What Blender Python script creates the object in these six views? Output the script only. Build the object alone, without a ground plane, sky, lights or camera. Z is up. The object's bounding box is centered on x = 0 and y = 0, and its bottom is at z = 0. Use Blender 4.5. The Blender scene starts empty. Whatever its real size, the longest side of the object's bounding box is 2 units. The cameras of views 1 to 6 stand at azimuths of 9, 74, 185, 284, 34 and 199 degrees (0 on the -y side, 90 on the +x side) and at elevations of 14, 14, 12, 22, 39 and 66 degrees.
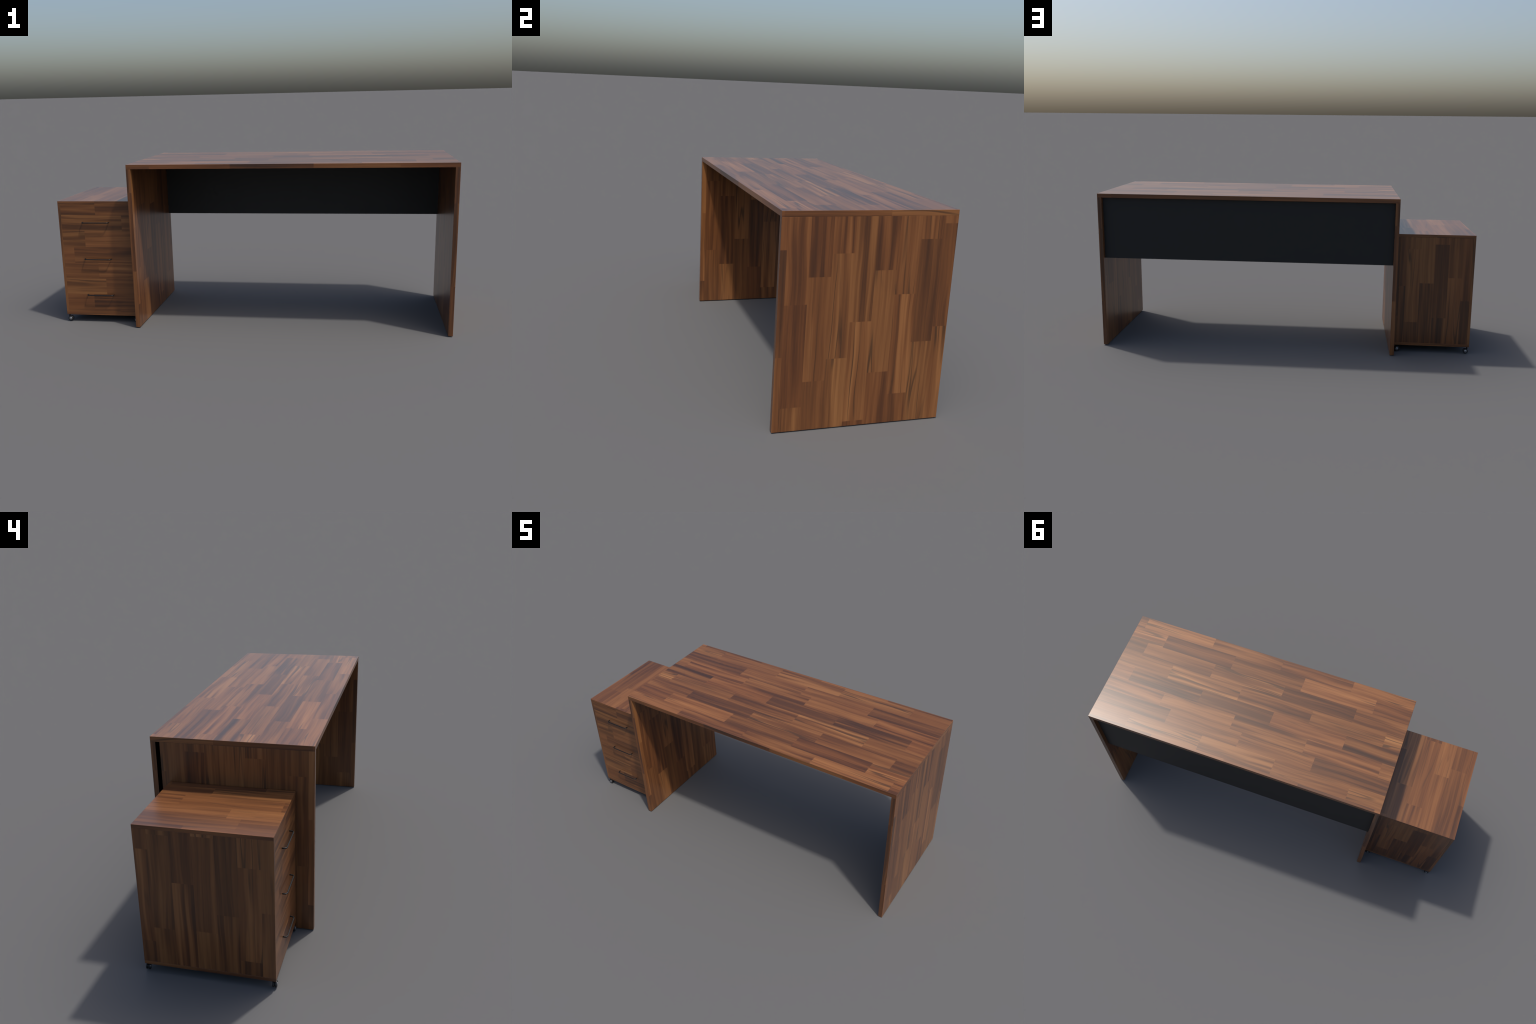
"""Panel desk with a modesty panel, and a three-drawer cabinet on casters beside it.

All boards are plain boxes covered in a block-pattern walnut veneer: rows of
staves 85 mm wide and 402 mm long (in this scale), each row shifted along the
grain.  The staves, their tones and their grain are made in nodes.
"""
import bpy
import bmesh
from math import pi, cos, sin
from mathutils import Matrix, Vector

# ------------------------------------------------------------------ sizes (m)
DESK_X0, DESK_X1 = -0.594, 1.0
DESK_Y = 0.3408                 # half depth
DESK_H = 0.8406
BOARD = 0.0225                  # side panel thickness
TOP_BOARD = 0.0217              # desktop thickness
FOOT = 0.0013                   # underside of the side panels, on thin glides

MOD_Y0, MOD_Y1 = 0.3004, 0.3182  # modesty panel
MOD_Z0 = 0.4886

CAB_X0, CAB_X1 = -1.0, -0.5978
CAB_Y = 0.2652
CAB_Z0, CAB_Z1 = 0.0360, 0.6483
CAB_BOARD = 0.0148
CAB_SIDE = 0.0136

STAVE_W, STAVE_L = 0.0852, 0.4017


# ------------------------------------------------------------------ node help
class Nodes:
    def __init__(self, mat):
        mat.use_nodes = True
        self.t = mat.node_tree
        self.t.nodes.clear()

    def new(self, kind, **props):
        n = self.t.nodes.new(kind)
        for k, v in props.items():
            setattr(n, k, v)
        return n

    def put(self, socket, value):
        if isinstance(value, bpy.types.NodeSocket):
            self.t.links.new(value, socket)
        else:
            socket.default_value = value

    def math(self, op, a, b=0.0, c=None, clamp=False):
        n = self.new("ShaderNodeMath", operation=op, use_clamp=clamp)
        self.put(n.inputs[0], a)
        self.put(n.inputs[1], b)
        if c is not None:
            self.put(n.inputs[2], c)
        return n.outputs[0]

    def xyz(self, x, y, z):
        n = self.new("ShaderNodeCombineXYZ")
        for s, v in zip(n.inputs, (x, y, z)):
            self.put(s, v)
        return n.outputs[0]

    def white(self, vec):
        n = self.new("ShaderNodeTexWhiteNoise", noise_dimensions="3D")
        self.put(n.inputs["Vector"], vec)
        return n.outputs["Value"], n.outputs["Color"]

    def noise(self, vec, detail=2.0, rough=0.5, distortion=0.0):
        n = self.new("ShaderNodeTexNoise", noise_dimensions="3D")
        self.put(n.inputs["Vector"], vec)
        n.inputs["Scale"].default_value = 1.0
        n.inputs["Detail"].default_value = detail
        n.inputs["Roughness"].default_value = rough
        n.inputs["Distortion"].default_value = distortion
        return n.outputs["Fac"]

    def smooth(self, v, lo, hi, to_lo=0.0, to_hi=1.0):
        n = self.new("ShaderNodeMapRange", interpolation_type="SMOOTHSTEP")
        self.put(n.inputs["Value"], v)
        for key, val in (("From Min", lo), ("From Max", hi), ("To Min", to_lo), ("To Max", to_hi)):
            n.inputs[key].default_value = val
        return n.outputs["Result"]

    def ramp(self, fac, stops, mode="LINEAR"):
        n = self.new("ShaderNodeValToRGB")
        cr = n.color_ramp
        cr.interpolation = mode
        while len(cr.elements) < len(stops):
            cr.elements.new(1.0)
        for e, (p, c) in zip(cr.elements, stops):
            e.position = p
            e.color = (*c, 1.0)
        self.put(n.inputs["Fac"], fac)
        return n.outputs["Color"]

    def mix(self, fac, a, b, blend="MIX"):
        n = self.new("ShaderNodeMix", data_type="RGBA", blend_type=blend)
        self.put(n.inputs[0], fac)
        self.put(n.inputs[6], a)
        self.put(n.inputs[7], b)
        return n.outputs[2]

    def surface(self, **inputs):
        p = self.new("ShaderNodeBsdfPrincipled")
        out = self.new("ShaderNodeOutputMaterial")
        for k, v in inputs.items():
            self.put(p.inputs[k.replace("_", " ")], v)
        self.t.links.new(p.outputs[0], out.inputs[0])
        return p


# dark heartwood, red-brown, brown, tan sapwood
TONES = [(0.0, (0.051, 0.0225, 0.0125)), (0.25, (0.098, 0.0362, 0.0148)),
         (0.50, (0.168, 0.0622, 0.0215)), (0.75, (0.242, 0.0960, 0.0330)),
         (1.0, (0.322, 0.1360, 0.0470))]
GLOSS = 0.28


def wood(name, along, across, start, shifts, seed, width=STAVE_W, length=STAVE_L, lift=0.0, spread=0.38):
    """Block veneer.  along/across: axis letters of grain and rows; start: where
    row 0 begins; shifts: a joint position of every row; seed picks the tones."""
    mat = bpy.data.materials.new(name)
    n = Nodes(mat)
    sep = n.new("ShaderNodeSeparateXYZ")
    n.put(sep.inputs[0], n.new("ShaderNodeTexCoord").outputs["Object"])
    axis = dict(zip("xyz", sep.outputs))
    u, v = axis[along], axis[across]

    rows = len(shifts)
    row = n.math("FLOOR", n.math("DIVIDE", n.math("SUBTRACT", v, start), width))
    place = n.math("DIVIDE", n.math("ADD", row, 0.5), float(rows))
    shift = n.ramp(place, [(i / rows, ((s / length) % 1.0,) * 3) for i, s in enumerate(shifts)], "CONSTANT")
    piece = n.math("FLOOR", n.math("SUBTRACT", n.math("DIVIDE", u, length), shift))
    piece = n.math("FLOORED_MODULO", piece, 3.0)
    tone, rnd = n.white(n.xyz(row, piece, float(seed)))
    rs = n.new("ShaderNodeSeparateColor")
    n.put(rs.inputs[0], rnd)
    r1, r2, r3 = rs.outputs

    # every stave looks at its own place in the grain fields
    gu = n.math("MULTIPLY_ADD", r1, 37.0, u)
    gv = n.math("MULTIPLY_ADD", r2, 11.0, v)
    gw = n.math("MULTIPLY", r3, 60.0)
    # slow sideways drift, so that bands bend and close to arches
    drift = n.noise(n.xyz(n.math("MULTIPLY", gu, 3.0), n.math("MULTIPLY", gv, 9.0), gw), 1.0)
    gv = n.math("MULTIPLY_ADD", n.math("SUBTRACT", drift, 0.5), 0.024, gv)

    def field(su, sv, off, detail, rough=0.5):
        return n.noise(n.xyz(n.math("MULTIPLY", gu, su), n.math("MULTIPLY", gv, sv),
                             n.math("ADD", gw, off)), detail, rough)

    bands = n.smooth(field(1.6, 40.0, 0.0, 2.0, 0.45), 0.30, 0.70)
    lines = field(2.2, 120.0, 7.0, 2.0, 0.55)
    fibre = field(9.0, 420.0, 15.0, 2.0, 0.6)
    contrast = n.math("MULTIPLY_ADD", r3, 0.42, 0.20)      # calm to strongly banded staves

    value = n.math("MULTIPLY_ADD", n.math("SUBTRACT", tone, 0.5), spread, 0.482 + lift)
    value = n.math("ADD", value, n.math("MULTIPLY", n.math("SUBTRACT", bands, 0.5), contrast))
    value = n.math("MULTIPLY_ADD", n.math("SUBTRACT", lines, 0.5), 0.46, value)
    value = n.math("MULTIPLY_ADD", n.math("SUBTRACT", fibre, 0.5), 0.20, value)
    colour = n.ramp(value, TONES)
    # narrow dark veins along the grain, only in some staves
    vein = n.math("ABSOLUTE", n.math("SUBTRACT", field(1.3, 30.0, 31.0, 1.0), 0.5))
    vein = n.math("MULTIPLY", n.smooth(vein, 0.008, 0.040, 1.0, 0.0), n.smooth(r1, 0.45, 0.75))
    vein = n.math("MULTIPLY", vein, n.smooth(field(3.0, 9.0, 41.0, 1.0), 0.42, 0.60, 0.0, 0.75))
    colour = n.mix(vein, colour, (0.055, 0.0270, 0.0140, 1.0))
    # staves lean to red or to olive
    colour = n.mix(n.math("MULTIPLY", r2, 0.5), colour,
                   n.mix(1.0, colour, (0.93, 1.06, 1.05, 1.0), "MULTIPLY"))
    n.surface(Base_Color=colour, Roughness=GLOSS, IOR=1.5)
    return mat


def plain(name, colour, rough, metallic=0.0, specular=0.5, speck=0.0):
    mat = bpy.data.materials.new(name)
    n = Nodes(mat)
    base = (*colour, 1.0)
    if speck:
        co = n.new("ShaderNodeTexCoord").outputs["Object"]
        grain = n.new("ShaderNodeTexNoise")
        n.put(grain.inputs["Vector"], co)
        grain.inputs["Scale"].default_value = 900.0
        base = n.mix(n.math("MULTIPLY", grain.outputs["Fac"], speck), base,
                     tuple(2.0 * c for c in colour) + (1.0,))
    n.surface(Base_Color=base, Roughness=rough, Metallic=metallic, Specular_IOR_Level=specular)
    return mat


# ------------------------------------------------------------------ mesh help
def finish(bm, name, parent, mats, world=True):
    me = bpy.data.meshes.new(name)
    bm.to_mesh(me)
    bm.free()
    for m in mats:
        me.materials.append(m)
    ob = bpy.data.objects.new(name, me)
    bpy.context.scene.collection.objects.link(ob)
    attach(ob, parent, world)
    return ob


def attach(ob, parent, world=True):
    ob.parent = parent
    if parent is not None and world:
        # mesh data is in world coordinates: cancel the parents' placement
        place = Matrix.Identity(4)
        p = parent
        while p is not None:
            place = Matrix.Translation(p.location) @ place
            p = p.parent
        ob.location = -place.translation


def board(name, parent, x0, x1, y0, y1, z0, z1, faces, chamfer=0.0007):
    """Box with slightly broken edges; faces: materials for (x, y, z) facing sides,
    and, if given, a fourth for the side that faces +y."""
    bm = bmesh.new()
    bmesh.ops.create_cube(bm, size=1.0)
    for vert in bm.verts:
        vert.co = Vector(((x0, x1)[vert.co.x > 0], (y0, y1)[vert.co.y > 0], (z0, z1)[vert.co.z > 0]))
    if chamfer:
        bmesh.ops.bevel(bm, geom=list(bm.edges), offset=chamfer, segments=1, profile=0.5, affect="EDGES")
    mats = []
    for m in faces:
        if m not in mats:
            mats.append(m)
    bm.normal_update()
    for f in bm.faces:
        nx, ny, nz = (abs(c) for c in f.normal)
        which = 0 if nx > max(ny, nz) - 0.01 and nx >= ny else (1 if ny > nz - 0.01 else 2)
        if which == 1 and len(faces) > 3 and f.normal.y > 0:
            which = 3
        f.material_index = mats.index(faces[which])
    return finish(bm, name, parent, mats)


def lathe(bm, profile, centre, axis="y", steps=32, mat=0):
    """Turn (radius, along) pairs round an axis through centre."""
    rings = []
    for r, a in profile:
        ring = []
        for i in range(steps):
            t = 2 * pi * i / steps
            p = (r * cos(t), a, r * sin(t)) if axis == "y" else (r * cos(t), r * sin(t), a)
            ring.append(bm.verts.new(Vector(p) + Vector(centre)))
        rings.append(ring)
    for a, b in zip(rings, rings[1:]):
        for i in range(steps):
            j = (i + 1) % steps
            f = bm.faces.new((a[i], a[j], b[j], b[i]))
            f.smooth, f.material_index = True, mat
    for ring in (rings[0], rings[-1]):
        f = bm.faces.new(ring)
        f.material_index = mat
    bmesh.ops.recalc_face_normals(bm, faces=list(bm.faces))


def tube(bm, path, radius, steps=14):
    """Round bar along a path that lies in a horizontal plane."""
    rings = []
    for i, p in enumerate(path):
        a, b = path[max(i - 1, 0)], path[min(i + 1, len(path) - 1)]
        d = (b - a).normalized()
        side = Vector((-d.y, d.x, 0.0))
        rings.append([bm.verts.new(p + radius * (cos(t) * side + sin(t) * Vector((0, 0, 1))))
                      for t in (2 * pi * k / steps for k in range(steps))])
    for a, b in zip(rings, rings[1:]):
        for i in range(steps):
            j = (i + 1) % steps
            bm.faces.new((a[i], a[j], b[j], b[i])).smooth = True
    bm.faces.new(rings[0])
    bm.faces.new(rings[-1])
    bmesh.ops.recalc_face_normals(bm, faces=list(bm.faces))


def thing(name, at, label, category):
    e = bpy.data.objects.new(name, None)
    e.empty_display_size = 0.1
    e.location = at
    e["label"], e["category"] = label, category
    bpy.context.scene.collection.objects.link(e)
    return e


# ------------------------------------------------------------------ materials
top_rows = [0.151, 0.005, 0.0895, 0.303, 0.092, 0.2765, 0.2065, 0.3935, 0.240]
leg_rows = [0.300, 0.097, 0.198, 0.283, 0.021, 0.216, 0.121, 0.330, 0.388]
leg_rows_b = [0.123, 0.308, 0.222, 0.371, 0.200, 0.070, 0.383, 0.150, 0.290]
lid_rows = [0.0725, -0.119, -0.061, 0.154, 0.0555, -0.150]
flank_rows = [0.334, 0.113, 0.304, 0.220, 0.019, 0.213, 0.149]
back_rows = [0.2925, 0.417, 0.1945, 0.3845, 0.167, 0.367]
front_rows = [-0.700, -0.840, -0.767, -0.803, -0.930, -0.865, -0.662, -0.800]

m_top = wood("desktop_veneer", "x", "y", -0.3556, top_rows, 2806846)
m_top_front = wood("desktop_edge_band", "x", "z", 0.80, [0.328], 967406, lift=-0.03, spread=0.75)
m_top_rear = wood("desktop_rear_band", "x", "z", 0.80, [0.12], 55, lift=-0.06, spread=0.10)
m_top_end = wood("desktop_end_band", "y", "z", 0.80, [0.070], 343446, lift=-0.03, spread=0.5)
m_leg = wood("side_veneer", "z", "y", -0.4015, leg_rows, 1558436)
m_leg_b = wood("side_veneer_other", "z", "y", -0.4015, leg_rows_b, 71)
m_leg_edge = wood("side_edge_band", "z", "x", -0.63, [0.30, 0.12, 0.25], 22, width=0.6, lift=-0.10, spread=0.15)
m_lid = wood("cabinet_top_veneer", "y", "x", -1.0565, lid_rows, 47)
m_flank = wood("cabinet_side_veneer", "z", "y", -0.3012, flank_rows, 58)
m_back = wood("cabinet_back_veneer", "z", "x", -1.0135, back_rows, 12, width=0.0735)
m_front = wood("drawer_veneer", "x", "z", -0.0187, front_rows, 31)
m_cab_edge_x = wood("cabinet_edge_band_level", "x", "z", -0.2, [-0.66, -0.80], 6, width=0.5)
m_cab_edge_y = wood("cabinet_edge_band_deep", "y", "z", -0.2, [0.05, 0.10], 9, width=0.5)
m_cab_edge_z = wood("cabinet_edge_band_upright", "z", "x", -1.3, [0.30, 0.20], 27, width=0.5)

m_charcoal = plain("charcoal_laminate", (0.0140, 0.0141, 0.0143), 0.55, specular=0.35, speck=0.35)
m_overlap_black = plain("face_overlap_black", (0.0008, 0.0008, 0.0008), 0.9, specular=0.0)  # render fault of coincident faces put into the colour, not a board finish
m_wire = plain("black_handle_lacquer", (0.009, 0.010, 0.011), 0.42, specular=0.32)
m_rubber = plain("black_caster_plastic", (0.010, 0.010, 0.011), 0.45)
m_cap = plain("grey_hub_cap", (0.34, 0.34, 0.35), 0.35, metallic=0.75)

# ------------------------------------------------------------------ the desk
desk = thing("desk", ((DESK_X0 + DESK_X1) / 2, 0, 0),
             "walnut block veneer panel desk with black modesty panel", "desk")
under = DESK_H - TOP_BOARD
board("tabletop", desk, DESK_X0, DESK_X1, -DESK_Y, DESK_Y, under, DESK_H, (m_top_end, m_top_front, m_top, m_top_rear))
for x0, skin in ((DESK_X1 - BOARD, m_leg), (DESK_X0, m_leg_b)):
    side = board("side_panel", desk, x0, x0 + BOARD, -DESK_Y, DESK_Y, FOOT, under, (skin, m_leg_edge, skin))
    # thin round glides under the board
    bm = bmesh.new()
    for y in (-0.29, 0.0, 0.29):
        lathe(bm, [(0.0070, 0.0), (0.0085, 0.0006), (0.0085, FOOT + 0.001)], (x0 + BOARD / 2, y, 0), "z", 20)
    finish(bm, "glide", side, [m_rubber])
# the modesty panel is let through one side panel, its black end copies overlapping faces that rendered black
modesty = board("modesty_panel", desk, DESK_X0 - 0.0010, DESK_X1 - BOARD + 0.0008, MOD_Y0, MOD_Y1,
                MOD_Z0, under - 0.0003, (m_overlap_black, m_charcoal, m_charcoal), 0.0004)

# ------------------------------------------------------------------ the cabinet
cabinet = thing("drawer_cabinet", ((CAB_X0 + CAB_X1) / 2, 0, 0),
                "low walnut veneer cabinet with three drawers on casters", "drawer cabinet")
lo, hi = CAB_Z0 + CAB_BOARD, CAB_Z1 - CAB_BOARD
board("cabinet_top", cabinet, CAB_X0, CAB_X1, -CAB_Y, CAB_Y, hi, CAB_Z1, (m_cab_edge_y, m_cab_edge_x, m_lid), 0.0003)
board("cabinet_base", cabinet, CAB_X0, CAB_X1, -CAB_Y, CAB_Y, CAB_Z0, lo, (m_cab_edge_y, m_cab_edge_x, m_cab_edge_x))
for x0 in (CAB_X0, CAB_X1 - CAB_SIDE):
    board("cabinet_side", cabinet, x0, x0 + CAB_SIDE, -CAB_Y, CAB_Y, lo, hi, (m_flank, m_cab_edge_z, m_flank), 0.0003)
in0, in1 = CAB_X0 + CAB_SIDE, CAB_X1 - CAB_SIDE
gap = 0.0002
board("cabinet_back", cabinet, in0 + gap, in1 - gap, CAB_Y - 0.0120, CAB_Y - 0.0001, lo + gap, hi - gap,
      (m_back, m_back, m_back), 0.0003)

# bow handle: two legs that bend into a straight grip
HANDLE_HALF, HANDLE_OUT, BEND, WIRE = 0.0705, 0.0178, 0.0105, 0.0028
path = [Vector((-HANDLE_HALF, 0.003, 0))]
for s in range(9):
    t = pi / 2 * s / 8
    path.append(Vector((-HANDLE_HALF + BEND * (1 - cos(t)), -HANDLE_OUT + BEND * (1 - sin(t)), 0)))
path += [Vector((-p.x, p.y, 0)) for p in reversed(path)]
bm = bmesh.new()
tube(bm, path, WIRE)
handle_mesh = bpy.data.meshes.new("handle")
bm.to_mesh(handle_mesh)
bm.free()
handle_mesh.materials.append(m_wire)

drawer_h = (hi - lo) / 3
mid_x = (in0 + in1) / 2
for i in range(3):
    z0, z1 = lo + i * drawer_h, lo + (i + 1) * drawer_h
    drawer = board("drawer", cabinet, in0 + gap, in1 - gap, -CAB_Y, -CAB_Y + 0.0150, z0 + gap, z1 - gap,
                   (m_front, m_front, m_front), 0.0)
    grip = bpy.data.objects.new("handle", handle_mesh)
    bpy.context.scene.collection.objects.link(grip)
    grip.parent = drawer
    grip.location = (mid_x - 0.0015, -CAB_Y, (z0 + z1) / 2 + 0.0020)

# ------------------------------------------------------------------ casters
WHEEL_R, WHEEL_W, TRAIL = 0.0138, 0.0074, 0.0075
HOOD = 0.0014                   # half thickness of the hood between the wheels


def caster_meshes():
    bm = bmesh.new()
    # stem with a collar, and a rounded hood that carries the axle
    lathe(bm, [(0.0052, 0.0), (0.0052, -0.0015), (0.0038, -0.0018), (0.0038, -0.0125)], (0, 0, CAB_Z0), "z", 20)
    lathe(bm, [(0.0100, -HOOD), (0.0112, -HOOD + 0.0004), (0.0112, HOOD - 0.0004), (0.0100, HOOD)],
          (TRAIL, 0, WHEEL_R + 0.0012), "y", 32)
    lathe(bm, [(0.0024, -0.0070), (0.0024, 0.0070)], (TRAIL, 0, WHEEL_R), "y", 12)
    body = bpy.data.meshes.new("caster")
    bm.to_mesh(body)
    bm.free()
    body.materials.append(m_rubber)

    bm = bmesh.new()
    h = WHEEL_W / 2
    lathe(bm, [(0.0078, -h + 0.0006), (0.0085, -h), (WHEEL_R - 0.0022, -h), (WHEEL_R - 0.0006, -h + 0.0010),
               (WHEEL_R, -h + 0.0028), (WHEEL_R, h - 0.0028), (WHEEL_R - 0.0006, h - 0.0010),
               (WHEEL_R - 0.0022, h), (0.0085, h), (0.0078, h - 0.0006)], (0, 0, 0), "y", 40)
    wheel = bpy.data.meshes.new("wheel")
    bm.to_mesh(wheel)
    bm.free()
    wheel.materials.append(m_rubber)

    bm = bmesh.new()
    lathe(bm, [(0.0076, 0.0), (0.0074, -0.0009), (0.0062, -0.0016), (0.0038, -0.0021), (0.0012, -0.0023)],
          (0, 0, 0), "y", 32)
    cap = bpy.data.meshes.new("hub_cap")
    bm.to_mesh(cap)
    bm.free()
    cap.materials.append(m_cap)
    return body, wheel, cap


body_mesh, wheel_mesh, cap_mesh = caster_meshes()


def place(name, mesh, parent, loc, turn=0.0):
    ob = bpy.data.objects.new(name, mesh)
    bpy.context.scene.collection.objects.link(ob)
    ob.parent = parent
    ob.location = loc
    ob.rotation_euler = (0, 0, turn)
    return ob


for sx in (-1, 1):
    for sy in (-1, 1):
        stem = Vector((-0.990 if sx < 0 else -0.6075, sy * 0.2570, 0)) - cabinet.location
        c = place("caster", body_mesh, cabinet, stem, 0.0 if sx < 0 else pi)
        for side in (-1, 1):
            place("wheel", wheel_mesh, c, (TRAIL, side * (WHEEL_W / 2 + HOOD), WHEEL_R))
            place("hub_cap", cap_mesh, c, (TRAIL, side * (WHEEL_W + HOOD - 0.0006), WHEEL_R),
                  0.0 if side < 0 else pi)
